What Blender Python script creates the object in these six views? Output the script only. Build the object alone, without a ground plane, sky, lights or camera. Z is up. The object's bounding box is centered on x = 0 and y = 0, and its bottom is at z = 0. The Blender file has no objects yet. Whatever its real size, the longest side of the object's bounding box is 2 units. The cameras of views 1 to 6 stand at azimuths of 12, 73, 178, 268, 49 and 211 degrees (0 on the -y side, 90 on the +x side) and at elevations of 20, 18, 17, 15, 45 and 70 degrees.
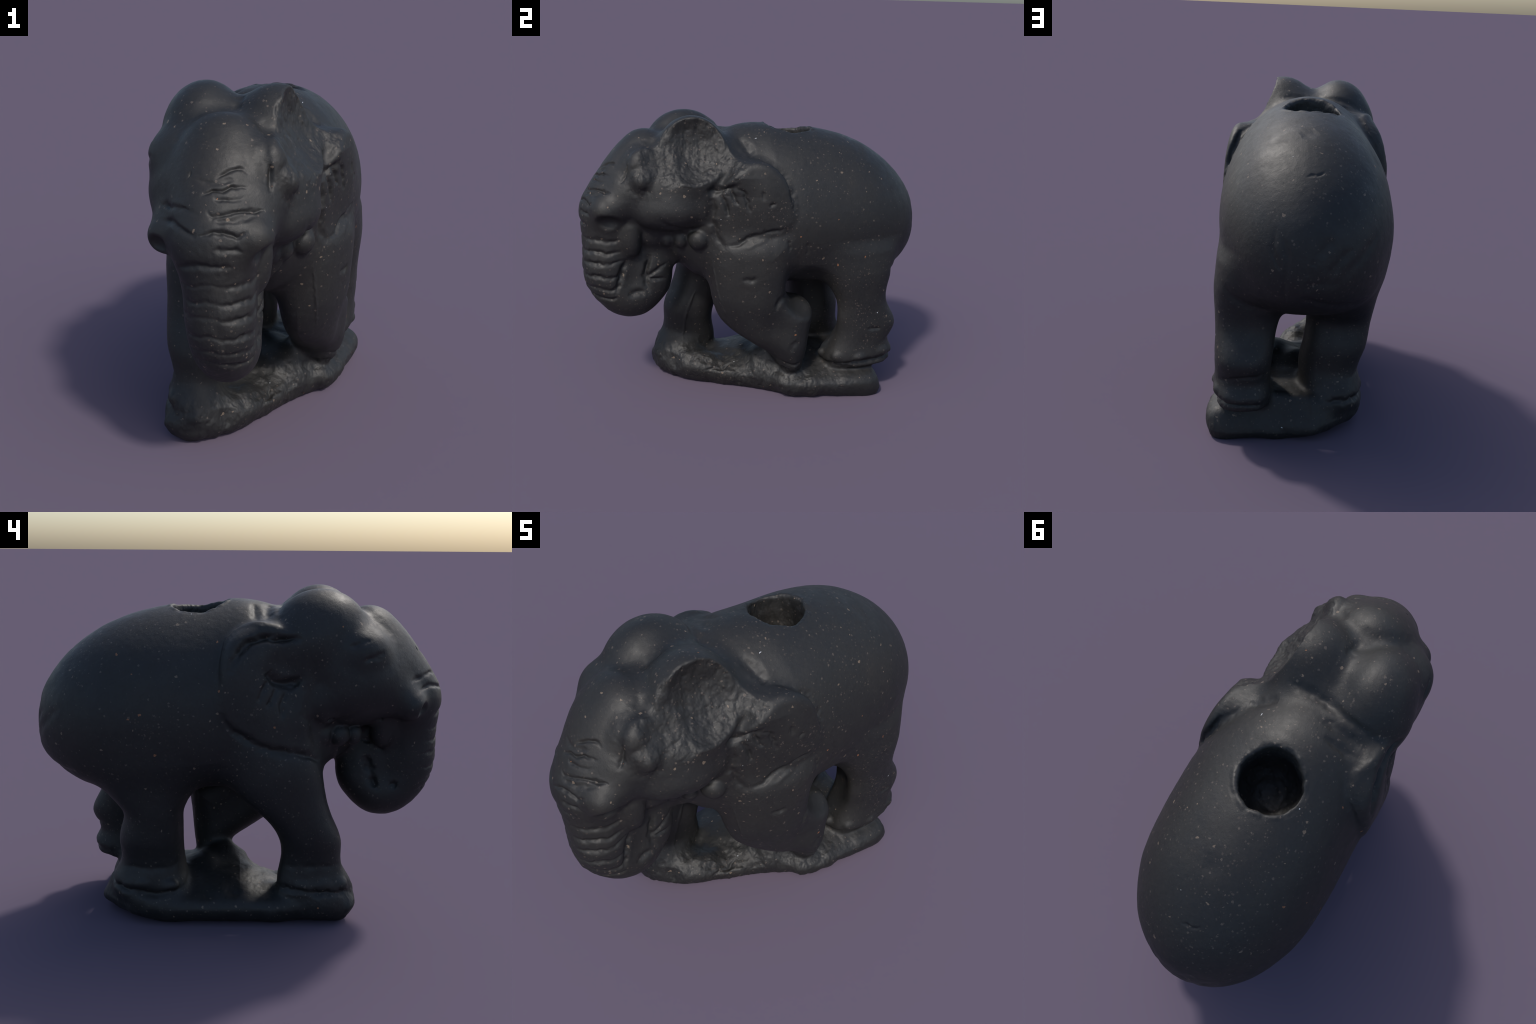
"""Black fired-clay elephant figurine: walking elephant on a rough base, round opening in the back.

The body is described as a signed field: lofts and ellipsoids joined by smooth unions, scoops cut out by
smooth subtractions, then grooves, ridges and clay grain pressed into it.  The field is meshed with surface
nets, refined twice, and cut into named parts that share their border vertices."""
import bpy
import math
import numpy as np

F = np.float32
CELL = 0.015          # coarse meshing cell; refined twice

# ----------------------------------------------------------------------------------------------- field tools


def smin(a, b, k):
    h = np.maximum(k - np.abs(a - b), 0) / k
    return np.minimum(a, b) - h * h * k * 0.25


def smax(a, b, k):
    return -smin(-a, -b, k)


def ease(t):
    """Smooth step from 0 to 1."""
    t = np.clip(t, 0, 1)
    return t * t * (3 - 2 * t)


def rot(rx=0, ry=0, rz=0):
    rx, ry, rz = (math.radians(v) for v in (rx, ry, rz))
    cx, sx, cy, sy, cz, sz = math.cos(rx), math.sin(rx), math.cos(ry), math.sin(ry), math.cos(rz), math.sin(rz)
    X = np.array([[1, 0, 0], [0, cx, -sx], [0, sx, cx]])
    Y = np.array([[cy, 0, sy], [0, 1, 0], [-sy, 0, cy]])
    Z = np.array([[cz, -sz, 0], [sz, cz, 0], [0, 0, 1]])
    return (Z @ Y @ X).astype(F)


def ell(c, r, turn=(0, 0, 0)):
    """Ellipsoid: centre, radii, rotation in degrees."""
    c, r, m = np.array(c, F), np.array(r, F), rot(*turn)
    reach = np.sqrt(((m * r) ** 2).sum(1))

    def f(P):
        q = (P - c) @ m
        k0 = np.sqrt(((q / r) ** 2).sum(1))
        k1 = np.sqrt(((q / (r * r)) ** 2).sum(1)) + 1e-9
        return k0 * (k0 - 1) / k1
    return f, c - reach, c + reach


def tube(points, flat=1.0):
    """Chain of tapered capsules through (x, y, z, radius); flat squeezes the section along x."""
    pts = curve(points, 3)
    a, b = pts[:-1], pts[1:]

    def f(P):
        d = np.full(len(P), 9.0, F)
        S = np.array([1 / flat, 1, 1], F)
        Q = P * S
        for p, q in zip(a, b):
            p3, q3 = p[:3] * S, q[:3] * S
            v = q3 - p3
            t = np.clip(((Q - p3) @ v) / (v @ v), 0, 1)
            e = Q - p3 - t[:, None] * v
            d = smin(d, np.sqrt((e * e).sum(1)) - (p[3] + t * (q[3] - p[3])), 0.03)
        return d * min(1.0, flat)
    r = pts[:, 3:4] * np.array([flat, 1, 1], F)
    return f, (pts[:, :3] - r).min(0), (pts[:, :3] + r).max(0)


def monotone(xs, ys):
    """Monotone cubic through stations (Fritsch-Carlson slopes), vectorised; ys may have many columns."""
    xs, ys = np.array(xs, float), np.array(ys, float)
    h = np.diff(xs)[:, None]
    d = np.diff(ys, axis=0) / h
    m = np.zeros_like(ys)
    m[0], m[-1] = d[0], d[-1]
    w1, w2 = 2 * h[1:] + h[:-1], h[1:] + 2 * h[:-1]
    same = d[1:] * d[:-1] > 0
    safe = np.where(same, w1 / np.where(d[:-1] == 0, 1, d[:-1]) + w2 / np.where(d[1:] == 0, 1, d[1:]), 1)
    m[1:-1] = np.where(same, (w1 + w2) / safe, 0)

    def f(x):
        x = np.clip(x, xs[0], xs[-1])
        i = np.clip(np.searchsorted(xs, x) - 1, 0, len(xs) - 2)
        hh = h[i, 0][:, None]
        t = ((x - xs[i])[:, None]) / hh
        a, b = ys[i], ys[i + 1]
        return ((2 * t**3 - 3 * t**2 + 1) * a + (t**3 - 2 * t**2 + t) * hh * m[i] + (3 * t**2 - 2 * t**3) * b + (t**3 - t**2) * hh * m[i + 1]).astype(F)
    return f


def spline(xs, ys):
    """Natural cubic spline through stations."""
    xs, ys = np.array(xs, float), np.array(ys, float)
    n, h = len(xs), np.diff(xs)
    A, r = np.eye(n), np.zeros_like(ys)
    for i in range(1, n - 1):
        A[i, i - 1:i + 2] = h[i - 1], 2 * (h[i - 1] + h[i]), h[i]
        r[i] = 6 * ((ys[i + 1] - ys[i]) / h[i] - (ys[i] - ys[i - 1]) / h[i - 1])
    m = np.linalg.solve(A, r)

    def f(x):
        x = np.clip(x, xs[0], xs[-1])
        i = np.clip(np.searchsorted(xs, x) - 1, 0, n - 2)
        a, b, hh = (xs[i + 1] - x)[:, None], (x - xs[i])[:, None], h[i][:, None]
        return ((m[i] * a**3 + m[i + 1] * b**3) / (6 * hh) + (ys[i] / hh - m[i] * hh / 6) * a + (ys[i + 1] / hh - m[i + 1] * hh / 6) * b).astype(F)
    return f


def loft_y(rows, power=2.0):
    """Body lofted along y.  Rows: y, centre x, top z, widest z, bottom z, half width left (-x), half width right (+x)."""
    rows = np.array(rows, float)
    v = rows[:, 1:].copy()
    v[:, 1] = (rows[:, 2] - rows[:, 3]) ** 2      # squares, so that a closing end is round
    v[:, 3] = (rows[:, 3] - rows[:, 4]) ** 2
    v[:, 4:] **= 2
    g = monotone(rows[:, 0], v)
    y0, y1 = rows[0, 0], rows[-1, 0]

    def f(P):
        s = g(P[:, 1])
        up, dn, wl, wr = (np.sqrt(np.maximum(s[:, j], 1e-4)) for j in (1, 3, 4, 5))
        dx, dz = P[:, 0] - s[:, 0], P[:, 2] - s[:, 2]
        w, h = np.where(dx < 0, wl, wr), np.where(dz > 0, up, dn)
        p = power + 0.6 * np.clip(-dz / 0.2, 0, 1)          # fuller below the widest line
        n = (np.abs(dx / w) ** p + np.abs(dz / h) ** p) ** (1 / p)
        d = (n - 1) * np.minimum(w, h)
        return np.maximum(d, np.maximum(P[:, 1] - y1, y0 - P[:, 1]))
    return f, np.array([-0.5, y0, 0.5], F), np.array([0.5, y1, 1.75], F)


def loft_z(rows, power=2.4):
    """Leg lofted along z.  Rows from low to high: z, x from, x to, y from, y to."""
    rows = np.array(rows, float)
    g = spline(rows[:, 0], rows[:, 1:])
    z0, z1 = rows[0, 0], rows[-1, 0]

    def f(P):
        s = g(P[:, 2])
        cx, cy, rx, ry = (s[:, 0] + s[:, 1]) / 2, (s[:, 2] + s[:, 3]) / 2, (s[:, 1] - s[:, 0]) / 2, (s[:, 3] - s[:, 2]) / 2
        n = (np.abs((P[:, 0] - cx) / rx) ** power + np.abs((P[:, 1] - cy) / ry) ** power) ** (1 / power)
        d = (n - 1) * np.minimum(rx, ry)
        return smax(d, np.maximum(P[:, 2] - z1, z0 - P[:, 2]), 0.05)
    return f, np.array([rows[:, 1].min(), rows[:, 3].min(), z0], F), np.array([rows[:, 2].max(), rows[:, 4].max(), z1], F)


def outline(points, rounded=True):
    """Signed distance to a closed 2D outline, its corners rounded by corner cutting."""
    p = np.array(points, F)
    for _ in range(2 if rounded else 0):
        q = np.roll(p, -1, 0)
        p = np.stack([0.75 * p + 0.25 * q, 0.25 * p + 0.75 * q], 1).reshape(-1, 2)

    def f(u, v):
        d = np.full(len(u), 1e9, F)
        s = np.ones(len(u), F)
        for (ax, ay), (bx, by) in zip(p, np.roll(p, 1, 0)):
            ex, ey, wx, wy = bx - ax, by - ay, u - ax, v - ay
            t = np.clip((wx * ex + wy * ey) / (ex * ex + ey * ey), 0, 1)
            d = np.minimum(d, (wx - ex * t) ** 2 + (wy - ey * t) ** 2)
            c1, c2, c3 = v >= ay, v < by, ex * wy > ey * wx
            flip = (c1 & c2 & c3) | (~c1 & ~c2 & ~c3)
            s = np.where(flip, -s, s)
        return s * np.sqrt(d)
    return f


def curve(points, per=6):
    """Smooth polyline through control points (Catmull-Rom)."""
    p = np.array(points, F)
    if len(p) < 3:
        return p
    e = np.vstack([2 * p[0] - p[1], p, 2 * p[-1] - p[-2]])
    out = []
    for i in range(len(p) - 1):
        a, b, c, d = e[i:i + 4]
        for t in np.arange(per) / per:
            out.append(0.5 * (2 * b + (c - a) * t + (2 * a - 5 * b + 4 * c - d) * t * t + (3 * b - a - 3 * c + d) * t**3))
    return np.vstack(out + [p[-1]]).astype(F)


def hash3(i, j, k, seed):
    h = (i.astype(np.uint32) * np.uint32(374761393) + j.astype(np.uint32) * np.uint32(668265263) + k.astype(np.uint32) * np.uint32(2147483647) + np.uint32(seed * 7919))
    h = (h ^ (h >> np.uint32(13))) * np.uint32(1274126177)
    h = (h ^ (h >> np.uint32(16))) * np.uint32(2246822519)
    return ((h ^ (h >> np.uint32(15))) & np.uint32(0xFFFFFF)).astype(F) / F(0x7FFFFF) - 1


def noise(P, scale, seed=1):
    """Smooth value noise, about -1 to 1."""
    q = P * F(scale) + F(100.37)
    i = np.floor(q).astype(np.int32)
    f = q - i
    f = f * f * f * (f * (f * 6 - 15) + 10)
    out = 0
    for dx in (0, 1):
        for dy in (0, 1):
            for dz in (0, 1):
                w = (f[:, 0] if dx else 1 - f[:, 0]) * (f[:, 1] if dy else 1 - f[:, 1]) * (f[:, 2] if dz else 1 - f[:, 2])
                out = out + w * hash3(i[:, 0] + dx, i[:, 1] + dy, i[:, 2] + dz, seed)
    return out


def fbm(P, scale, octaves, seed=1, gain=0.5):
    out, a = 0, 1.0
    for o in range(octaves):
        out, a = out + a * noise(P, scale * 2**o * 1.03, seed + o), a * gain
    return out


# ------------------------------------------------------------------------------------------------ the object
OPS = []       # (part, how, blend, field, low corner, high corner)


def add(part, shape, k=0.05):
    OPS.append((part, "add", k, *shape))


def cut(part, shape, k=0.02):
    OPS.append((part, "cut", k, *shape))


# --- torso: y, centre x, top, widest z, bottom, half width -x, half width +x
TORSO = loft_y([
    (-0.46, -0.04, 1.36, 1.12, 0.82, 0.20, 0.20),
    (-0.36, -0.03, 1.46, 1.12, 0.715, 0.30, 0.30),
    (-0.20, -0.035, 1.534, 1.10, 0.668, 0.36, 0.345),
    (-0.05, -0.035, 1.573, 1.08, 0.662, 0.395, 0.390),
    (0.05, -0.025, 1.576, 1.06, 0.670, 0.398, 0.412),
    (0.20, -0.02, 1.562, 1.04, 0.660, 0.405, 0.426),
    (0.35, -0.02, 1.543, 1.03, 0.650, 0.410, 0.424),
    (0.50, -0.02, 1.508, 1.02, 0.645, 0.402, 0.412),
    (0.62, -0.02, 1.463, 1.01, 0.650, 0.385, 0.394),
    (0.74, -0.02, 1.395, 1.00, 0.675, 0.345, 0.352),
    (0.84, -0.02, 1.315, 0.99, 0.725, 0.290, 0.292),
    (0.92, -0.02, 1.220, 0.975, 0.780, 0.215, 0.210),
    (0.97, -0.02, 1.135, 0.96, 0.835, 0.138, 0.130),
    (1.00, -0.02, 0.990, 0.95, 0.915, 0.020, 0.020)])
add("torso", TORSO)

# --- foreleg standing (-x side), slanting forward
add("foreleg", loft_z([
    (0.10, -0.345, -0.140, -0.525, -0.180),
    (0.22, -0.345, -0.138, -0.520, -0.185),
    (0.33, -0.345, -0.120, -0.500, -0.205),
    (0.42, -0.370, -0.105, -0.498, -0.195),
    (0.54, -0.393, -0.110, -0.453, -0.125),
    (0.69, -0.418, -0.100, -0.410, 0.030),
    (0.85, -0.425, -0.060, -0.380, 0.070),
    (1.00, -0.380, -0.060, -0.310, 0.040)], 2.5), 0.06)
# --- foreleg lifted (+x side): upper leg, then folded back with the sole facing backwards
LIFTED = outline([(-.270, 1.02), (-.315, .90), (-.318, .75), (-.290, .56), (-.225, .45), (-.07, .345), (.035, .275), (.09, .200), (.12, .130), (.215, .130),
                  (.245, .25), (.255, .40), (.275, .50), (.268, .570), (.220, .605), (.135, .620), (.100, .68), (.110, .80), (.12, .92), (.09, 1.02)])


def lifted_leg(P):
    x, y, z = P[:, 0], P[:, 1], P[:, 2]
    inner = 0.060 + 0.055 * ease((0.85 - z) / 0.35)
    outer = 0.420 - 0.05 * ease((0.35 - z) / 0.25) - 0.02 * ease((0.85 - z) / 0.4) - 0.03 * ease((0.65 - z) / 0.22) * ease((0.16 - y) / 0.16) - 0.085 * ease((-0.02 - y) / 0.32)
    return smax(LIFTED(y, z), np.abs(x - (inner + outer) / 2) - (outer - inner) / 2, 0.13)


add("foreleg.001", (lifted_leg, np.array([.06, -.34, .1], F), np.array([.43, .30, 1.04], F)), 0.06)
# --- hind leg, +x side
add("hindleg", loft_z([
    (0.17, 0.125, 0.395, 0.360, 0.770),
    (0.23, 0.125, 0.405, 0.360, 0.805),
    (0.32, 0.130, 0.400, 0.395, 0.768),
    (0.42, 0.125, 0.402, 0.410, 0.803),
    (0.48, 0.120, 0.402, 0.405, 0.787),
    (0.56, 0.110, 0.404, 0.410, 0.745),
    (0.66, 0.080, 0.410, 0.380, 0.742),
    (0.78, 0.050, 0.412, 0.320, 0.772),
    (0.92, 0.030, 0.390, 0.300, 0.770)], 2.6), 0.06)
# --- hind leg, -x side
add("hindleg.001", loft_z([
    (0.10, -0.325, -0.020, 0.245, 0.620),
    (0.22, -0.325, -0.020, 0.262, 0.630),
    (0.30, -0.310, -0.010, 0.275, 0.598),
    (0.42, -0.340, -0.020, 0.280, 0.598),
    (0.50, -0.352, -0.030, 0.280, 0.580),
    (0.57, -0.362, -0.035, 0.275, 0.575),
    (0.65, -0.372, -0.030, 0.240, 0.635),
    (0.78, -0.390, -0.030, 0.200, 0.680),
    (0.92, -0.385, -0.030, 0.220, 0.690)]), 0.06)

# --- head
add("head", ell((-0.045, -0.490, 1.215), (0.340, 0.290, 0.240)), 0.08)
add("head", ell((-0.210, -0.378, 1.400), (0.178, 0.235, 0.234)), 0.10)
add("head", ell((0.100, -0.392, 1.400), (0.200, 0.208, 0.241)), 0.10)
add("head", loft_y([
    (-0.20, -0.05, 1.38, 1.20, 1.03, 0.30, 0.28),
    (-0.35, -0.05, 1.45, 1.22, 1.03, 0.335, 0.345),
    (-0.50, -0.05, 1.49, 1.24, 1.04, 0.340, 0.350),
    (-0.62, -0.05, 1.47, 1.24, 1.05, 0.325, 0.315),
    (-0.70, -0.05, 1.43, 1.23, 1.06, 0.300, 0.285),
    (-0.78, -0.05, 1.35, 1.20, 1.08, 0.250, 0.230),
    (-0.85, -0.05, 1.24, 1.16, 1.10, 0.120, 0.110)], 2.5), 0.06)
add("head", ell((-0.080, -0.600, 1.220), (0.285, 0.235, 0.240), (-18, 0, 0)), 0.07)
add("head", tube([(-0.060, -0.627, 1.405, 0.144), (-0.050, -0.746, 1.262, 0.143), (-0.035, -0.836, 1.120, 0.157)], 1.16), 0.07)
add("head", ell((0.080, -0.735, 1.220), (0.110, 0.110, 0.120)), 0.05)
add("head", ell((0.125, -0.605, 1.130), (0.128, 0.118, 0.092)), 0.05)
add("head", ell((-0.250, -0.365, 1.125), (0.122, 0.110, 0.125)), 0.04)
add("head", ell((-0.270, -0.560, 1.360), (0.118, 0.125, 0.100)), 0.06)
add("head", ell((-0.280, -0.310, 1.390), (0.110, 0.110, 0.120)), 0.06)
add("head", ell((0.120, -0.665, 1.370), (0.080, 0.100, 0.110)), 0.05)
add("head", ell((0.132, -0.490, 1.145), (0.178, 0.190, 0.118)), 0.05)
add("head", ell((-0.200, -0.460, 1.155), (0.165, 0.200, 0.120)), 0.05)
add("head", ell((-0.022, -0.425, 0.960), (0.203, 0.162, 0.165)), 0.07)
add("head", ell((0.182, -0.672, 1.310), (0.066, 0.066, 0.066)), 0.025)
add("head", ell((0.040, -0.600, 1.000), (0.110, 0.130, 0.110)), 0.05)
add("head", tube([(0.100, -0.330, 1.450, 0.075), (0.200, -0.215, 1.380, 0.055), (0.285, -0.130, 1.355, 0.055)]), 0.04)
# tusk sockets, the tusks broken off
add("tusk_socket", tube([(-0.21, -0.690, 1.165, 0.095), (-0.238, -0.808, 1.095, 0.075)]), 0.06)
add("tusk_socket.001", tube([(0.080, -0.720, 1.180, 0.088), (0.118, -0.865, 1.140, 0.076)]), 0.05)

cut("tusk_socket", ell((-0.268, -0.892, 1.070), (0.052, 0.050, 0.042), (-25, 0, 0)), 0.012)
cut("tusk_socket.001", ell((0.185, -0.880, 1.070), (0.060, 0.085, 0.050), (0, 0, 20)), 0.02)
# stumps of the tusks behind the sockets
add("tusk_stump", tube([(0.100, -0.725, 1.080, 0.055), (0.105, -0.735, 0.980, 0.048), (0.100, -0.735, 0.905, 0.040)]), 0.02)
add("tusk_stump.001", tube([(-0.150, -0.690, 1.060, 0.060), (-0.125, -0.700, 0.960, 0.050), (-0.110, -0.705, 0.900, 0.040)]), 0.025)
# string of beads under the cheeks
for i, (c, r) in enumerate([((0.118, -0.535, 0.962), (0.048, 0.043, 0.046)), ((0.160, -0.465, 0.967), (0.048, 0.046, 0.052)), ((0.215, -0.375, 0.982), (0.068, 0.064, 0.066)),
                            ((-0.235, -0.375, 0.955), (0.068, 0.064, 0.066)), ((-0.225, -0.475, 0.950), (0.055, 0.050, 0.058)), ((-0.190, -0.550, 0.945), (0.050, 0.042, 0.055))]):
    add("bead" + (f".{i:03d}" if i else ""), ell(c, r), 0.012)

# --- toenails
for i, c in enumerate([(0.255, 0.375, 0.240), (0.355, 0.430, 0.250), (0.392, 0.550, 0.245), (0.375, 0.690, 0.270),
                       (-0.310, 0.475, 0.212), (-0.302, 0.345, 0.205), (-0.320, -0.303, 0.213), (-0.330, -0.405, 0.213), (-0.305, -0.490, 0.208)]):
    add("toenail" + (f".{i:03d}" if i else ""), ell(c, (0.024, 0.036, 0.028)), 0.018)

# --- trunk: hangs, curls under and back up to the mouth, the loop filled in
add("trunk", tube([(-0.040, -0.835, 1.080, 0.152), (-0.018, -0.850, 0.940, 0.130), (-0.005, -0.860, 0.800, 0.130), (0.000, -0.842, 0.700, 0.118),
                   (0.003, -0.775, 0.616, 0.113), (0.008, -0.700, 0.606, 0.105)]), 0.05)
add("trunk", tube([(0.008, -0.710, 0.612, 0.112), (0.012, -0.628, 0.685, 0.114), (0.024, -0.602, 0.790, 0.098), (0.020, -0.600, 0.880, 0.085)], 0.82), 0.05)
add("trunk", ell((0.000, -0.745, 0.790), (0.100, 0.170, 0.180)), 0.05)

# --- ears
EAR_RIGHT = outline([(.047, 1.425), (-.026, 1.475), (-.097, 1.495), (-.20, 1.480), (-.31, 1.42), (-.33, 1.20), (-.32, 1.00), (-.335, .880), (-.270, .885), (-.195, .896), (-.114, .916),
                     (-.026, .959), (.055, 1.01), (.100, 1.08), (.095, 1.22), (.080, 1.34)])
EAR_LEFT = outline([(-.20, 1.37), (-.12, 1.425), (-.03, 1.420), (.05, 1.365), (.10, 1.285), (.122, 1.20), (.115, 1.10), (.065, 1.045), (-.01, 1.030), (-.14, 1.005), (-.218, .975), (-.280, .945),
                    (-.320, 1.0), (-.33, 1.1), (-.31, 1.25)])
EAR_LEAN = spline([0.80, 1.00, 1.20, 1.30, 1.40, 1.50], [[.405], [.428], [.442], [.432], [.402], [.345]])
EAR_LEFT_LEAN = spline([0.90, 1.05, 1.20, 1.30, 1.42], [[.385], [.396], [.402], [.392], [.365]])


def right_ear(P):
    x, y, z = P[:, 0], P[:, 1], P[:, 2]
    hollow = 0.068 * np.exp(-((y + .195) / .095) ** 2 - ((z - 1.24) / .13) ** 2)
    out = EAR_LEAN(z)[:, 0] - hollow - 0.06 * np.clip((-0.12 - y) / 0.25, 0, 1) ** 1.5
    return smax(smax(EAR_RIGHT(y, z), -x - out, 0.05), x + 0.15, 0.02)


def left_ear(P):
    x, y, z = P[:, 0], P[:, 1], P[:, 2]
    front = 0.5 * (-0.04 - y + np.sqrt((-0.04 - y) ** 2 + 0.0016))
    out = EAR_LEFT_LEAN(z)[:, 0] - (0.38 - 0.20 * np.clip((z - 1.24) / 0.10, 0, 1)) * front
    return smax(smax(EAR_LEFT(y, z), x - out, 0.04), 0.15 - x, 0.02)


add("ear", (right_ear, np.array([-.45, -.38, .84], F), np.array([-.14, .11, 1.50], F)), 0.03)
add("ear.001", (left_ear, np.array([.14, -.34, .94], F), np.array([.41, .13, 1.43], F)), 0.03)

# --- base: crowned slab with an undercut rim
BASE = outline([(-.352, -.52), (-.32, -.565), (-.20, -.580), (-.09, -.505), (-.01, -.41), (.08, -.27), (.175, -.09), (.27, .05), (.37, .12), (.410, .33),
                (.442, .60), (.42, .71), (.28, .715), (.12, .70), (-.02, .71), (-.11, .735), (-.22, .63), (-.34, .52), (-.358, .2), (-.358, -.2)])
BASE_SIDES = monotone([-0.6, -0.4, -0.09, 0.14, 0.33, 0.58, 0.75], [(-.35, .0), (-.35, .0), (-.35, .165), (-.35, .36), (-.35, .40), (-.34, .43), (-.34, .43)])


def base_field(P):
    x, y, z = P[:, 0], P[:, 1], P[:, 2]
    under = np.clip((0.09 - z) / 0.09, 0, 1)
    left = np.clip(-x / 0.2, 0, 1)
    tail = np.clip((y - 0.4) / 0.2, 0, 1)
    d2 = BASE(x, y + 0.45 * np.maximum(z - 0.04, 0) * tail) + (0.045 - 0.02 * tail * (1 - left) + 0.02 * left + 0.05 * tail * np.clip((0.1 - x) / 0.2, 0, 1)) * under**2
    s = BASE_SIDES(y)
    t = np.clip((x - (s[:, 0] + s[:, 1]) / 2) / ((s[:, 1] - s[:, 0]) / 2), -1, 1)
    top = 0.118 + 0.100 * (1 - t**2) * np.clip((y + 0.35) / 0.35, 0.1, 1)
    return smax(smax(d2, z - top, 0.035), -z, 0.01)


add("base", (base_field, np.array([-.37, -.6, 0], F), np.array([.46, .78, .24], F)), 0.04)
add("base", ell((-0.215, -0.415, 0.150), (0.140, 0.145, 0.120)), 0.05)
add("base", ell((-0.06, -0.350, 0.110), (0.090, 0.160, 0.080), (0, 0, -30)), 0.05)

add("base", ell((-0.010, 0.190, 0.140), (0.110, 0.105, 0.125)), 0.06)
add("base", ell((0.100, 0.080, 0.140), (0.120, 0.130, 0.130)), 0.06)

# --- breakage on the +x side of the head: two scoops
cut("break", ell((0.520, -0.420, 1.565), (0.388, 0.360, 0.318)), 0.012)
cut("break", ell((0.580, -0.600, 1.650), (0.466, 0.340, 0.466)), 0.012)
cut("base_chip", ell((0.010, -0.560, 0.130), (0.110, 0.120, 0.120), (0, 0, 35)), 0.02)
cut("base_chip", ell((-0.360, -0.600, 0.030), (0.090, 0.070, 0.070)), 0.02)
# arch between the legs on the +x side
cut("arch", ell((0.43, 0.240, 0.665), (0.15, 0.140, 0.140)), 0.04)
cut("arch", ell((0.145, 0.385, 0.50), (0.160, 0.115, 0.20)), 0.06)
# opening in the back
cut("opening", tube([(-0.030, 0.193, 1.75, 0.130), (-0.030, 0.193, 1.45, 0.122), (-0.030, 0.20, 1.445, 0.11)]), 0.020)

OPS.sort(key=lambda o: o[1] == "cut")          # cuts come last
PARTS = list(dict.fromkeys(o[0] for o in OPS if o[1] == "add")) + ["opening"]
OWNER = {"tusk_socket": "head", "tusk_socket.001": "head", "tusk_stump": "head", "tusk_stump.001": "head"}
OWNER.update({"toenail" + (f".{i:03d}" if i else ""): leg for i, leg in enumerate(["hindleg"] * 4 + ["hindleg.001"] * 2 + ["foreleg"] * 3)})


def coarse(P, labels=False):
    """The large shape; optionally which part each point belongs to."""
    d = np.full(len(P), 0.5, F)
    near = np.full((len(PARTS), len(P)), 9.0, F) if labels else None
    for part, how, k, f, lo, hi in OPS:
        m = k + 0.06
        idx = np.flatnonzero(((P > lo - m) & (P < hi + m)).all(1))
        if not len(idx):
            continue
        v = f(P[idx]).astype(F)
        if how == "add":
            d[idx] = smin(d[idx], v, k)
            if labels:
                i = PARTS.index(part)
                near[i, idx] = np.minimum(near[i, idx], v)
        else:
            d[idx] = smax(d[idx], -v, k)
            if labels and part == "opening":
                near[PARTS.index(part), idx] = np.where(np.abs(v) < 0.02, -1, 9)
    return (d, near) if labels else d


def in_blocks(f, P, n=400_000):
    return np.concatenate([f(P[i:i + n]) for i in range(0, len(P), n)])


# ------------------------------------------------------------------------------------------------- meshing


def surface_nets(f, lo, hi, cell):
    n = np.ceil((hi - lo) / cell).astype(int) + 1
    ax = [lo[i] + cell * np.arange(n[i]) for i in range(3)]
    G = np.stack(np.meshgrid(*ax, indexing="ij"), -1).reshape(-1, 3).astype(F)
    V = in_blocks(f, G).reshape(n)
    cells = np.zeros(n - 1, F)
    total = np.zeros((*(n - 1), 3), F)
    for axis in range(3):
        for du in (0, 1):
            for dv in (0, 1):
                o = [0, 0, 0]
                o[(axis + 1) % 3], o[(axis + 2) % 3] = du, dv
                s0 = tuple(slice(o[i], o[i] + n[i] - 1) for i in range(3))
                o[axis] = 1
                s1 = tuple(slice(o[i], o[i] + n[i] - 1) for i in range(3))
                a, b = V[s0], V[s1]
                hit = (a < 0) != (b < 0)
                t = np.where(hit, a / np.where(hit, a - b, 1), 0)
                off = np.zeros((*hit.shape, 3), F)
                off[..., axis] = t
                off[..., (axis + 1) % 3], off[..., (axis + 2) % 3] = du, dv
                total += off * hit[..., None]
                cells += hit
    used = cells > 0
    ids = np.full(used.shape, -1)
    ids[used] = np.arange(used.sum())
    verts = (np.stack(np.nonzero(used), -1) + total[used] / cells[used][:, None]) * cell + lo
    quads = []
    for axis in range(3):
        u, v = (axis + 1) % 3, (axis + 2) % 3
        s0, s1 = [slice(None)] * 3, [slice(None)] * 3
        s0[axis], s1[axis] = slice(0, -1), slice(1, None)
        a, b = V[tuple(s0)], V[tuple(s1)]
        I = np.stack(np.nonzero((a < 0) != (b < 0)), -1)
        I = I[(I[:, u] > 0) & (I[:, v] > 0) & (I[:, u] < n[u] - 1) & (I[:, v] < n[v] - 1)]
        inside_first = a[tuple(I.T)] < 0
        q = []
        for du, dv in ((-1, -1), (0, -1), (0, 0), (-1, 0)):
            J = I.copy()
            J[:, u] += du
            J[:, v] += dv
            q.append(ids[tuple(J.T)])
        q = np.stack(q, -1)
        quads.append(np.where(inside_first[:, None], q, q[:, ::-1]))
    return verts.astype(F), np.vstack(quads)


def largest_piece(verts, quads):
    lab = np.arange(len(verts))
    while True:
        m = lab[quads].min(1)
        new = lab.copy()
        for c in range(4):
            np.minimum.at(new, quads[:, c], m)
        new = new[new]
        if (new == lab).all():
            break
        lab = new
    keep = lab[quads[:, 0]] == np.bincount(lab[quads[:, 0]]).argmax()
    quads = quads[keep]
    used, inv = np.unique(quads, return_inverse=True)
    return verts[used], inv.reshape(-1, 4)


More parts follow.
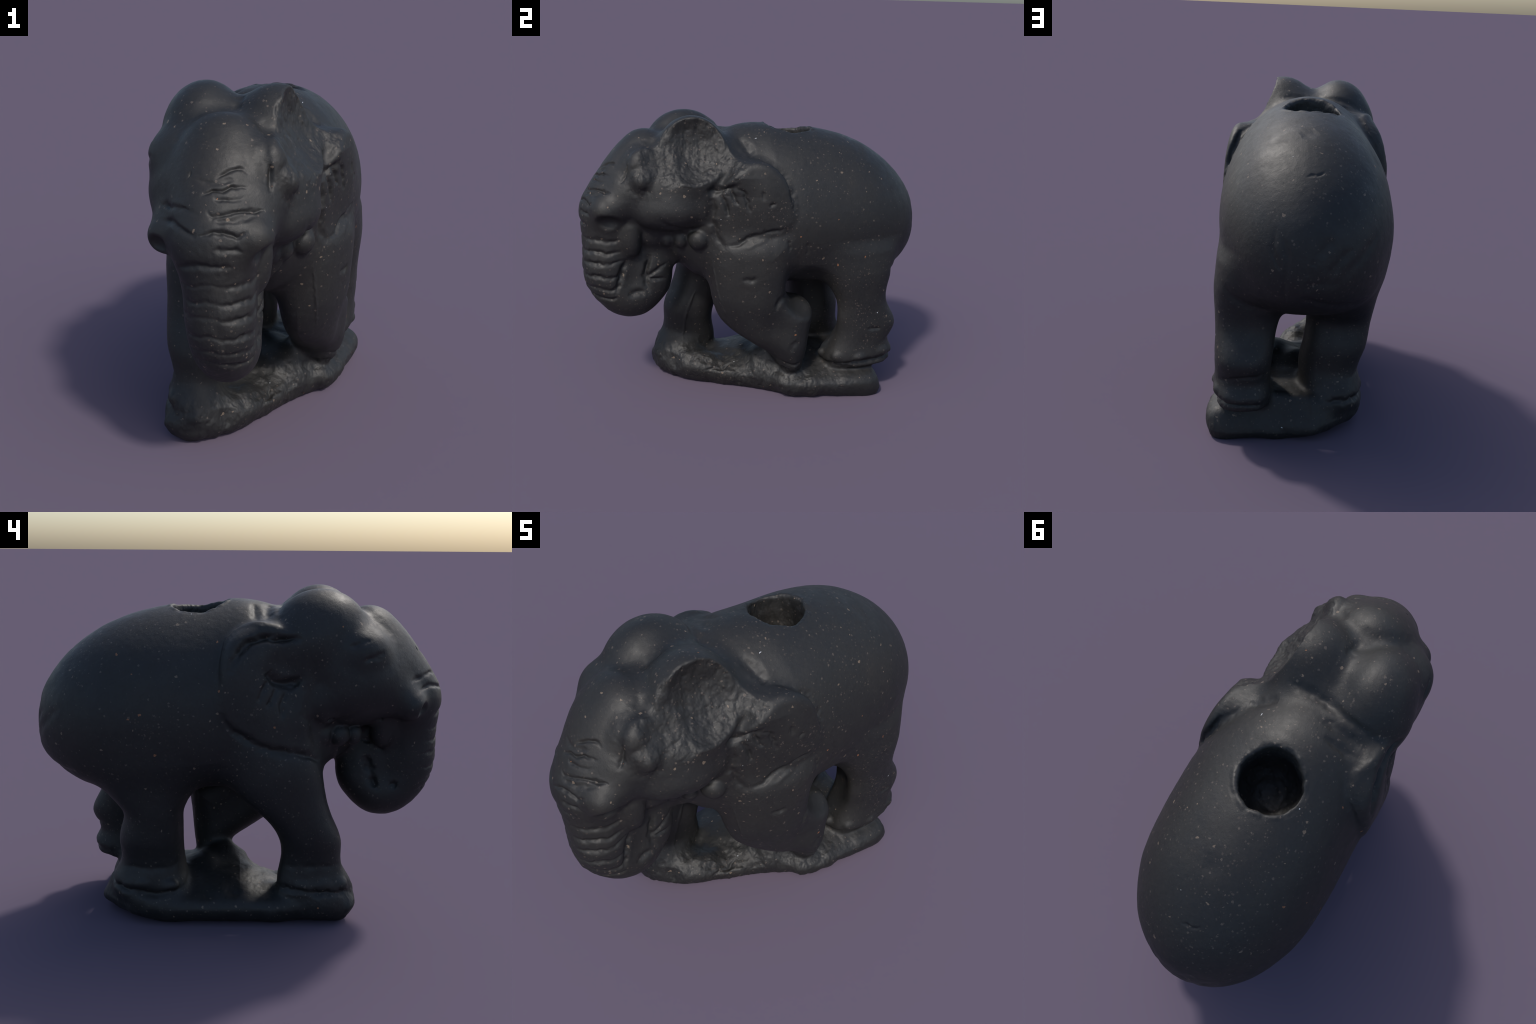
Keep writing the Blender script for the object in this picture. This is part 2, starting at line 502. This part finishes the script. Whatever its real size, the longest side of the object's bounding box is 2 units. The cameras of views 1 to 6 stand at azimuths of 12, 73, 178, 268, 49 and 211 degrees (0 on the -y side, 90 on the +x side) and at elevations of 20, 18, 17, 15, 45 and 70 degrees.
def edges_of(quads):
    e = np.stack([quads, np.roll(quads, -1, 1)], -1)
    return np.unique(np.sort(e.reshape(-1, 2), 1), axis=0, return_inverse=True)


def relax(verts, quads, rounds, amount=0.5):
    e, _ = edges_of(quads)
    deg = np.bincount(e.ravel(), minlength=len(verts)).astype(F)[:, None]
    for _ in range(rounds):
        s = np.zeros_like(verts)
        for c in range(3):
            s[:, c] = np.bincount(e[:, 0], verts[e[:, 1], c], len(verts)) + np.bincount(e[:, 1], verts[e[:, 0], c], len(verts))
        verts = verts + amount * (s / deg - verts)
    return verts.astype(F)


def subdivide(verts, quads, labels):
    e, inv = edges_of(quads)
    inv = inv.reshape(-1, 4) + len(verts)
    mid = verts[e].mean(1)
    centre = verts[quads].mean(1)
    c = np.arange(len(quads)) + len(verts) + len(e)
    q = [np.stack([quads[:, i], inv[:, i], c, inv[:, i - 1]], -1) for i in range(4)]
    return np.vstack([verts, mid, centre]).astype(F), np.vstack(q), np.tile(labels, 4)


def gradient(f, P, eps=0.004):
    g = 0
    for k in ((1, -1, -1), (-1, -1, 1), (-1, 1, -1), (1, 1, 1)):
        k = np.array(k, F)
        g = g + in_blocks(f, P + k * F(eps))[:, None] * k
    return g / (4 * eps)


def project(f, P, rounds=1):
    for _ in range(rounds):
        g = gradient(f, P)
        step = in_blocks(f, P)[:, None] * g / np.maximum((g * g).sum(1, keepdims=True), 0.15)
        n = np.sqrt((step * step).sum(1, keepdims=True))
        P = P - step * np.minimum(1, 0.03 / np.maximum(n, 1e-9))
    return P.astype(F)


def vertex_normals(verts, quads):
    a, b, c, d = (verts[quads[:, i]] for i in range(4))
    fn = np.cross(c - a, d - b)
    n = np.zeros_like(verts)
    for i in range(4):
        for k in range(3):
            n[:, k] += np.bincount(quads[:, i], fn[:, k], len(verts))
    return n / np.maximum(np.sqrt((n * n).sum(1, keepdims=True)), 1e-12)


# --------------------------------------------------------------------------------------------- surface relief
GROOVES = []     # (curve points on the surface, width, depth); negative depth raises a ridge


def groove(points, width, depth):
    c = curve(points, 5)
    GROOVES.append((project(coarse, c, 8), width, depth))


def polyline_distance(P, c):
    d, s = np.full(len(P), 9.0, F), np.zeros(len(P), F)
    run = np.concatenate([[0], np.cumsum(np.sqrt(((c[1:] - c[:-1]) ** 2).sum(1)))])
    for i, (a, b) in enumerate(zip(c[:-1], c[1:])):
        v = b - a
        t = np.clip(((P - a) @ v) / max(float(v @ v), 1e-9), 0, 1)
        e = P - a - t[:, None] * v
        e = (e * e).sum(1)
        s = np.where(e < d, run[i] + t * (run[i + 1] - run[i]), s)
        d = np.minimum(d, e)
    return np.sqrt(d), s, run[-1]


def press_all_grooves():
    # brow and forehead wrinkles
    for pts, w, d in [
        ([(-.029, -.881, 1.352), (-.002, -.857, 1.370), (.029, -.833, 1.379), (.054, -.813, 1.379), (.070, -.810, 1.365)], .007, .010),
        ([(-.10, -.87, 1.335), (-.050, -.892, 1.341), (-.001, -.879, 1.344), (.040, -.851, 1.348)], .009, .008),
        ([(-.070, -.922, 1.301), (-.035, -.911, 1.316), (.005, -.900, 1.315), (.024, -.882, 1.324), (.049, -.867, 1.320), (.076, -.840, 1.318)], .007, .012),
        ([(-.030, -.927, 1.294), (.010, -.919, 1.289), (.048, -.899, 1.282), (.078, -.863, 1.285)], .008, .008),
        ([(-.040, -.959, 1.250), (-.019, -.965, 1.237), (.019, -.949, 1.241), (.055, -.924, 1.242), (.097, -.880, 1.236), (.136, -.839, 1.228)], .007, .013),
        ([(-.035, -.974, 1.226), (.018, -.962, 1.223), (.067, -.931, 1.217), (.121, -.877, 1.218)], .010, .007),
        ([(-.059, -1.003, 1.170), (-.027, -1.001, 1.175), (-.001, -.993, 1.183), (.029, -.981, 1.182), (.076, -.960, 1.164), (.104, -.941, 1.173)], .008, .011),
        ([(-.004, -1.011, 1.121), (.030, -1.000, 1.116), (.063, -.980, 1.116), (.096, -.959, 1.105)], .009, .009),
        ([(-.276, -.814, 1.222), (-.198, -.883, 1.228), (-.137, -.935, 1.244), (-.086, -.962, 1.237)], .010, .008),
        ([(-.254, -.865, 1.173), (-.178, -.929, 1.185), (-.116, -.988, 1.169), (-.063, -1.005, 1.161)], .010, .008),
        ([(-.156, -.950, 1.020), (-.082, -1.004, 1.047), (-.023, -1.009, 1.051), (.06, -.97, 1.05)], .012, .010),
        ([(.129, -.717, 1.383), (.142, -.754, 1.324), (.139, -.781, 1.282)], .010, .012),
        ([(.06, -.60, 1.530), (.10, -.63, 1.500), (.115, -.68, 1.440), (.125, -.73, 1.370), (.130, -.78, 1.300)], .030, .014),      # flanks of the forehead
        ([(.06, -.60, 1.530), (.01, -.57, 1.545), (-.06, -.56, 1.550), (-.14, -.58, 1.530), (-.20, -.64, 1.470), (-.225, -.69, 1.400)], .034, .008),
    ]:
        groove(pts, w, d)
    # rings of the trunk
    for z in (0.966, 0.900, 0.836, 0.760, 0.690, 0.625):
        t, tilt = (0.97 - z) * 0.12, 0.010 * math.sin(z * 90)
        groove([(.085, -.775 - t, z + .014), (.113, -.855, z + tilt), (.100, -.915, z - .003 - tilt), (.06, -.97, z), (.02, -.995, z + .004)], .011, .011)
        groove([(.03, -.985, z + .012 + tilt), (-.02, -1.0, z + .012), (-.09, -.975, z + tilt), (-.14, -.90, z - .005)], .009, .0045)
    # trunk side: strands of the curl
    for pts, w, d in [
        ([(.090, -.762, .863), (.108, -.793, .799), (.119, -.810, .730), (.124, -.826, .660)], .016, .016),
        ([(.085, -.632, .873), (.094, -.648, .818), (.103, -.660, .743), (.114, -.653, .687), (.117, -.645, .647)], .014, .020),
        ([(.105, -.656, .738), (.105, -.608, .770), (.089, -.549, .810)], .011, .018),
        ([(.106, -.651, .733), (.109, -.600, .726), (.088, -.545, .724)], .010, .012),
        ([(.126, -.763, .635), (.118, -.706, .658), (.119, -.659, .649)], .018, .012),
        ([(-.122, -.614, .811), (-.133, -.643, .748), (-.143, -.660, .693), (-.149, -.685, .653)], .018, .022),
        ([(-.119, -.600, .884), (-.108, -.666, .857), (-.114, -.714, .834)], .012, .010),
        ([(-.147, -.748, .677), (-.155, -.788, .655)], .016, .012),
    ]:
        groove(pts, w, d)
    # ear, -x side: rolled rim, groove inside it, pocket and folds, lower edge
    for pts, w, d in [
        ([(-.420, .040, 1.28), (-.388, .014, 1.328), (-.381, -.018, 1.377), (-.387, -.067, 1.417), (-.397, -.131, 1.432), (-.400, -.195, 1.428), (-.388, -.259, 1.420)], .017, .032),
        ([(-.40, .075, 1.25), (-.36, .055, 1.36), (-.324, .030, 1.42), (-.310, -.026, 1.464), (-.338, -.097, 1.480), (-.359, -.167, 1.480), (-.376, -.199, 1.466)], .022, -.012),
        ([(-.444, -.138, 1.279), (-.449, -.173, 1.241), (-.446, -.224, 1.223), (-.436, -.267, 1.243)], .020, .028),
        ([(-.448, -.138, 1.237), (-.444, -.103, 1.186), (-.438, -.082, 1.134)], .012, .010),
        ([(-.450, -.181, 1.209), (-.448, -.153, 1.158), (-.442, -.129, 1.121)], .012, .012),
        ([(-.447, -.220, 1.201), (-.445, -.200, 1.136), (-.433, -.195, 1.068)], .012, .012),
        ([(-.44, .09, 1.08), (-.433, .047, 1.020), (-.420, -.026, .969), (-.413, -.114, .926), (-.409, -.195, .906), (-.391, -.285, .886), (-.324, -.374, .846)], .018, .018),
        ([(-.430, -.289, 1.227), (-.419, -.313, 1.168), (-.412, -.308, 1.101), (-.399, -.310, 1.061), (-.332, -.369, 1.017), (-.293, -.433, .998), (-.338, -.501, 1.041), (-.358, -.549, 1.068)], .020, .008),
        ([(-.380, -.490, 1.386), (-.366, -.528, 1.390), (-.342, -.582, 1.396)], .012, .010),
        ([(-.374, -.558, 1.328), (-.362, -.603, 1.341), (-.343, -.649, 1.353)], .014, .008),
        ([(-.322, -.410, 1.032), (-.326, -.447, 1.035)], .009, .020),
        ([(-.250, -.656, 1.004), (-.230, -.690, 1.000)], .012, .026),
        ([(-.139, -.859, 1.354), (-.145, -.855, 1.354)], .010, .012),
        ([(-.126, -.065, 1.550), (-.206, -.071, 1.512), (-.270, -.072, 1.484)], .018, .010),
        ([(-.085, -.135, 1.544), (-.184, -.131, 1.510), (-.270, -.129, 1.488)], .022, .012),
    ]:
        groove(pts, w, d)
    # ear, +x side
    for pts, w, d in [
        ([(.255, -.06, 1.425), (.292, -.005, 1.405), (.326, .044, 1.354), (.358, .082, 1.287), (.382, .106, 1.218), (.397, .115, 1.153)], .016, .020),
        ([(.402, .065, 1.057), (.399, -.010, 1.046), (.403, -.079, 1.034), (.400, -.147, 1.020), (.392, -.218, .987), (.364, -.273, .971)], .011, .010),
        ([(.401, .002, 1.020), (.403, -.078, .999), (.405, -.181, .960)], .014, -.0035),
        ([(.298, -.352, 1.252), (.316, -.303, 1.268), (.356, -.251, 1.272), (.371, -.200, 1.297)], .020, .026),
        ([(.342, -.287, 1.242), (.369, -.268, 1.193), (.378, -.255, 1.122)], .012, .014),
        ([(.370, -.244, 1.258), (.390, -.220, 1.212), (.397, -.202, 1.191)], .011, .012),
        ([(.379, -.202, 1.286), (.397, -.172, 1.245), (.409, -.143, 1.152)], .010, .010),
        ([(.399, -.031, 1.189), (.390, .006, 1.208)], .010, .008),
        ([(.390, -.064, 1.272), (.400, -.063, 1.219)], .010, .006),
        ([(.303, -.328, 1.229), (.316, -.322, 1.165), (.299, -.332, 1.099), (.312, -.317, 1.067), (.318, -.301, .993), (.369, -.274, .955)], .020, .018),
        ([(.278, -.612, 1.125), (.277, -.568, 1.082), (.256, -.497, 1.044), (.243, -.427, 1.036), (.273, -.359, 1.065)], .016, .010),
        ([(.409, .088, .997), (.407, .094, .938)], .009, .006), ([(.404, .194, .977), (.392, .198, .903)], .009, .006),
        ([(.414, -.178, .775), (.414, -.136, .778), (.415, -.094, .790)], .013, .012),
        ([(.11, -.135, 1.505), (.17, -.110, 1.480), (.245, -.085, 1.440)], .024, .016),
    ]:
        groove(pts, w, d)
    # neck crease behind the domes, dent between them
    groove([(.114, -.205, 1.560), (-.029, -.215, 1.541), (-.165, -.195, 1.529), (-.288, -.190, 1.511)], .020, .014)
    groove([(-.045, -.42, 1.60), (-.05, -.47, 1.58), (-.055, -.52, 1.54)], .020, .010)
    # legs and feet
    for pts, w, d in [
        ([(.401, .026, .591), (.386, .041, .648), (.327, .078, .655)], .014, .012),
        ([(.253, .358, .203), (.349, .390, .194), (.382, .446, .186), (.403, .536, .207), (.403, .638, .215), (.364, .757, .225), (.338, .782, .225), (.277, .804, .225), (.206, .792, .225), (.134, .690, .212)], .022, .032),
        ([(.402, .590, .429), (.398, .674, .419)], .010, .010),
        ([(.384, .703, .330), (.298, .790, .350), (.211, .788, .360), (.158, .741, .370)], .012, .010),
        ([(.341, .081, .238), (.365, .138, .223), (.366, .189, .235)], .012, .010),
        ([(.380, .117, .333), (.390, .155, .388)], .014, .008),
        ([(-.127, .635, .195), (-.164, .640, .190), (-.240, .618, .190), (-.319, .513, .178), (-.329, .423, .163), (-.321, .334, .172), (-.296, .276, .185)], .016, .020),
        ([(-.252, .577, .291), (-.308, .475, .294), (-.306, .380, .293), (-.254, .301, .304)], .016, .005),
        ([(-.225, -.171, .187), (-.321, -.263, .188), (-.348, -.350, .180), (-.347, -.439, .178), (-.290, -.550, .167)], .014, .016),
        ([(-.268, -.216, .295), (-.325, -.319, .312), (-.312, -.440, .312), (-.29, -.50, .31)], .016, .005),
        ([(.280, -.324, .874), (.300, -.313, .718), (.317, -.254, .509)], .006, -.005),
        ([(-.080, -.334, .553), (-.076, -.374, .462), (-.081, -.393, .393), (-.080, -.407, .260)], .007, -.006),
        ([(.085, -.323, .101), (.102, -.236, .135), (.078, -.151, .149)], .008, .009),
    ]:
        groove(pts, w, d)
    # rump: tail lying against it, scars, creases over the thighs
    for pts, w, d in [
        ([(.140, .922, 1.128), (.147, .946, 1.024), (.112, .969, .954)], .012, .004), ([(.108, .949, 1.104), (.087, .979, .992), (.089, .926, .802)], .012, .004),
        ([(-.037, .994, 1.023), (-.077, .982, 1.076), (-.108, .966, 1.106)], .020, .0055), ([(-.076, .993, .913), (-.124, .982, 1.000), (-.188, .943, 1.058)], .020, .0055),
        ([(-.129, .980, .921), (-.215, .935, 1.000), (-.295, .841, 1.088)], .022, .0050), ([(.019, .991, .886), (-.043, .998, .913), (-.130, .978, .909)], .022, .0050),
        ([(.018, .818, 1.333), (-.031, .813, 1.339), (-.063, .798, 1.349)], .006, .004),
        ([(.361, .721, .802), (.301, .757, .744), (.185, .765, .702), (.105, .800, .712)], .022, .010), ([(.030, .960, .850), (-.071, .940, .810), (-.218, .842, .770), (-.293, .776, .784)], .022, .010),
        ([(.038, .602, 1.466), (-.036, .564, 1.486)], .035, .005),
    ]:
        groove(pts, w, d)


def relief(P):
    """Height to press into (negative) or raise from the surface, in metres."""
    h = np.zeros(len(P), F)
    wob = np.stack([noise(P, 45, q) for q in (5, 6, 7)], -1) * F(0.0045)
    Q = P + wob
    for c, w, dep in GROOVES:
        m = 2.6 * w + 0.006
        idx = np.flatnonzero(((P > c.min(0) - m) & (P < c.max(0) + m)).all(1))
        if len(idx):
            d, run, length = polyline_distance(Q[idx], c)
            fade = np.clip(np.minimum(run, length - run) / (0.25 * length), 0.05, 1) ** 0.6     # runs out at both ends
            vary = 0.85 + (0.45 if w < 0.02 else 0.1) * noise(P[idx], 22, 51)                                         # hand-pressed, uneven
            h[idx] -= dep * fade * vary * np.exp(-(d / (w * (0.75 + 0.35 * fade))) ** 2)
    x, y, z = P[:, 0], P[:, 1], P[:, 2]
    # clay grain: gentle everywhere, rough on the broken faces, the base and the front of the trunk
    rough = np.zeros(len(P), F)
    for o in OPS:
        if o[0] == "break":
            rough = np.maximum(rough, np.clip(1.6 - np.abs(o[3](P)) / 0.010, 0, 1))
    low = np.clip((0.25 - z) / 0.05, 0, 1) * np.clip((x * 0.8 - y * 0.6 + 0.05) / 0.2, 0.3, 1)
    face = np.clip((-0.80 - y) / 0.1, 0, 1) * np.clip(1 - np.abs(x - 0.02) / 0.12, 0, 1) * np.clip((1.25 - z) / 0.1, 0, 1)
    temple = 1.3 * np.exp(-(((x - .20) / .07) ** 2 + ((y + .69) / .08) ** 2 + ((z - 1.31) / .09) ** 2))
    bore = np.clip(1 - (((x + .03) ** 2 + (y - .195) ** 2) ** 0.5 - .145) / .02, 0, 1) * np.clip((z - 1.2) / .05, 0, 1)
    rough = np.maximum.reduce([rough, low, 0.6 * face, temple, 0.8 * bore])
    h += 0.0030 * noise(P, 4.5, 11) + 0.0004 * noise(P, 40, 21)
    stretch = P * np.array([1, 1, 0.6], F)
    chips = np.abs(fbm(stretch, 13, 2, 61))                       # flat chips with sharp seams between them
    h += rough * (0.0040 * fbm(stretch, 20, 4, 31, 0.55) + 0.0050 * (chips - 0.35) - 0.0030 * np.maximum(noise(P, 45, 41), 0) ** 2)
    h += np.clip((0.25 - z) / 0.05, 0, 1) * (0.0060 * noise(P, 8, 71) + 0.0040 * noise(P, 16, 72))      # uneven base
    h += bore * 0.006 * noise(P, 11, 81)
    return h


def build_surface():
    lo, hi = np.array([-0.5, -1.08, -0.04]), np.array([0.5, 1.06, 1.70])
    verts, quads = largest_piece(*surface_nets(coarse, lo, hi, CELL))
    verts = project(coarse, relax(verts, quads, 3), 2)
    near = np.concatenate([coarse(verts[i:i + 400_000], True)[1] for i in range(0, len(verts), 400_000)], 1)
    # even out the part borders, then give every face the part that its corners are nearest to
    score = relax(near.T.astype(F), quads, 2)
    labels = score[quads].mean(1).argmin(1)
    for _ in range(2):
        verts, quads, labels = subdivide(verts, quads, labels)
        verts = project(coarse, relax(verts, quads, 1), 1)
    n = vertex_normals(verts, quads)
    press_all_grooves()
    verts = verts + n * in_blocks(relief, verts)[:, None]
    verts[:, 2] = np.maximum(verts[:, 2], 0)
    return verts.astype(F), quads, labels


# -------------------------------------------------------------------------------------------------- materials
def clay(name):
    """Black burnished clay: soot-black with faint brown clouds, pale and rusty grit specks, fine tooling grain."""
    m = bpy.data.materials.new(name)
    m.use_nodes = True
    nt = m.node_tree
    N, L = nt.nodes, nt.links
    b = N["Principled BSDF"]
    co = N.new("ShaderNodeTexCoord").outputs["Object"]

    def node(kind, **kw):
        n = N.new(kind)
        for k, v in kw.items():
            if hasattr(n, k):
                setattr(n, k, v)
            else:
                n.inputs[k].default_value = v
        return n

    def noise_tex(scale, detail=3.0, rough=0.55):
        n = node("ShaderNodeTexNoise", Scale=scale, Detail=detail, Roughness=rough)
        L.new(co, n.inputs["Vector"])
        return n.outputs["Fac"]

    def ramp(fac, stops):
        r = N.new("ShaderNodeValToRGB")
        e = r.color_ramp.elements
        while len(e) < len(stops):
            e.new(0.5)
        for el, (p, c) in zip(e, stops):
            el.position, el.color = p, (*c, 1) if len(c) == 3 else c
        L.new(fac, r.inputs["Fac"])
        return r.outputs["Color"]

    def grey(v):
        return (v, v, v)

    def mix(fac, a, c):
        n = node("ShaderNodeMix", data_type="RGBA")
        for src, i in ((fac, 0), (a, 6), (c, 7)):
            if isinstance(src, tuple):
                n.inputs[i].default_value = (*src, 1)
            else:
                L.new(src, n.inputs[i])
        return n.outputs[2]

    def math_node(op, a, c):
        n = node("ShaderNodeMath", operation=op)
        for src, i in ((a, 0), (c, 1)):
            if isinstance(src, (int, float)):
                n.inputs[i].default_value = src
            else:
                L.new(src, n.inputs[i])
        return n.outputs[0]

    def specks(scale, size, share, blotch=None):
        """Scattered grit: round cells of random size; only a share of them shows."""
        v = node("ShaderNodeTexVoronoi", Scale=scale, Randomness=1.0)
        warp = node("ShaderNodeTexNoise", Scale=scale * 2.5, Detail=2.0)
        L.new(co, warp.inputs["Vector"])
        add_v = node("ShaderNodeVectorMath", operation="MULTIPLY_ADD")
        L.new(warp.outputs["Color"], add_v.inputs[0])
        add_v.inputs[1].default_value = (0.5 / scale,) * 3
        L.new(co, add_v.inputs[2])
        L.new(add_v.outputs[0], v.inputs["Vector"])
        sep = node("ShaderNodeSeparateColor")
        L.new(v.outputs["Color"], sep.inputs[0])
        near = math_node("LESS_THAN", v.outputs["Distance"], math_node("MULTIPLY", sep.outputs[1], size))
        chosen = math_node("LESS_THAN", sep.outputs[0], share)
        out = math_node("MULTIPLY", near, chosen)
        return math_node("MULTIPLY", out, blotch) if blotch else out

    cloud = ramp(noise_tex(3.0, 4.0), [(0.35, (0.0116, 0.0117, 0.0120)), (0.55, (0.0136, 0.0132, 0.0127)), (0.75, (0.0168, 0.0152, 0.0138))])
    fine = ramp(noise_tex(90.0, 3.0, 0.7), [(0.3, grey(0.80)), (0.7, grey(1.18))])
    mul = node("ShaderNodeMix", data_type="RGBA", blend_type="MULTIPLY")
    mul.inputs[0].default_value = 1
    L.new(cloud, mul.inputs[6])
    L.new(fine, mul.inputs[7])
    col = mul.outputs[2]
    patch = ramp(noise_tex(2.2, 2.0), [(0.42, grey(0.0)), (0.60, grey(1.0))])
    col = mix(specks(75.0, 0.36, 0.50, patch), col, (0.045, 0.036, 0.030))
    col = mix(specks(45.0, 0.26, 0.45), col, (0.062, 0.050, 0.042))
    col = mix(specks(26.0, 0.20, 0.22), col, (0.120, 0.090, 0.066))
    col = mix(specks(17.0, 0.14, 0.07), col, (0.190, 0.085, 0.040))
    col = mix(specks(12.0, 0.060, 0.10), col, (0.38, 0.39, 0.41))
    L.new(col, b.inputs["Base Color"])
    rr = ramp(noise_tex(14.0, 5.0, 0.65), [(0.3, grey(0.50)), (0.7, grey(0.64))])
    L.new(rr, b.inputs["Roughness"])
    b.inputs["Specular IOR Level"].default_value = 0.44
    bump = node("ShaderNodeBump", Strength=0.26, Distance=0.004)
    L.new(math_node("ADD", noise_tex(60.0, 4.0, 0.6), math_node("MULTIPLY", noise_tex(220.0, 2.0), 0.4)), bump.inputs["Height"])
    L.new(bump.outputs["Normal"], b.inputs["Normal"])
    return m


def main():
    verts, quads, labels = build_surface()
    normals = vertex_normals(verts, quads)
    root = bpy.data.objects.new("elephant_figurine", None)
    bpy.context.scene.collection.objects.link(root)
    root["label"] = "black clay elephant walking on a rough base, hole in back"
    root["category"] = "figurine"
    mat = clay("black_clay")
    made = {}
    for i, part in sorted(enumerate(PARTS), key=lambda p: p[1] in OWNER):
        sel = quads[labels == i]
        if not len(sel):
            continue
        used, inv = np.unique(sel, return_inverse=True)
        me = bpy.data.meshes.new(part)
        me.vertices.add(len(used))
        me.vertices.foreach_set("co", verts[used].ravel())
        me.loops.add(sel.size)
        me.loops.foreach_set("vertex_index", inv.ravel().astype(np.int32))
        me.polygons.add(len(sel))
        me.polygons.foreach_set("loop_start", np.arange(0, sel.size, 4, dtype=np.int32))
        me.update(calc_edges=True)
        me.polygons.foreach_set("use_smooth", np.ones(len(sel), bool))
        me.normals_split_custom_set_from_vertices(normals[used].tolist())
        me.materials.append(mat)
        ob = bpy.data.objects.new(part, me)
        made[part] = ob
        ob.parent = made.get(OWNER.get(part), root)
        bpy.context.scene.collection.objects.link(ob)


if __name__ == "__main__":
    main()
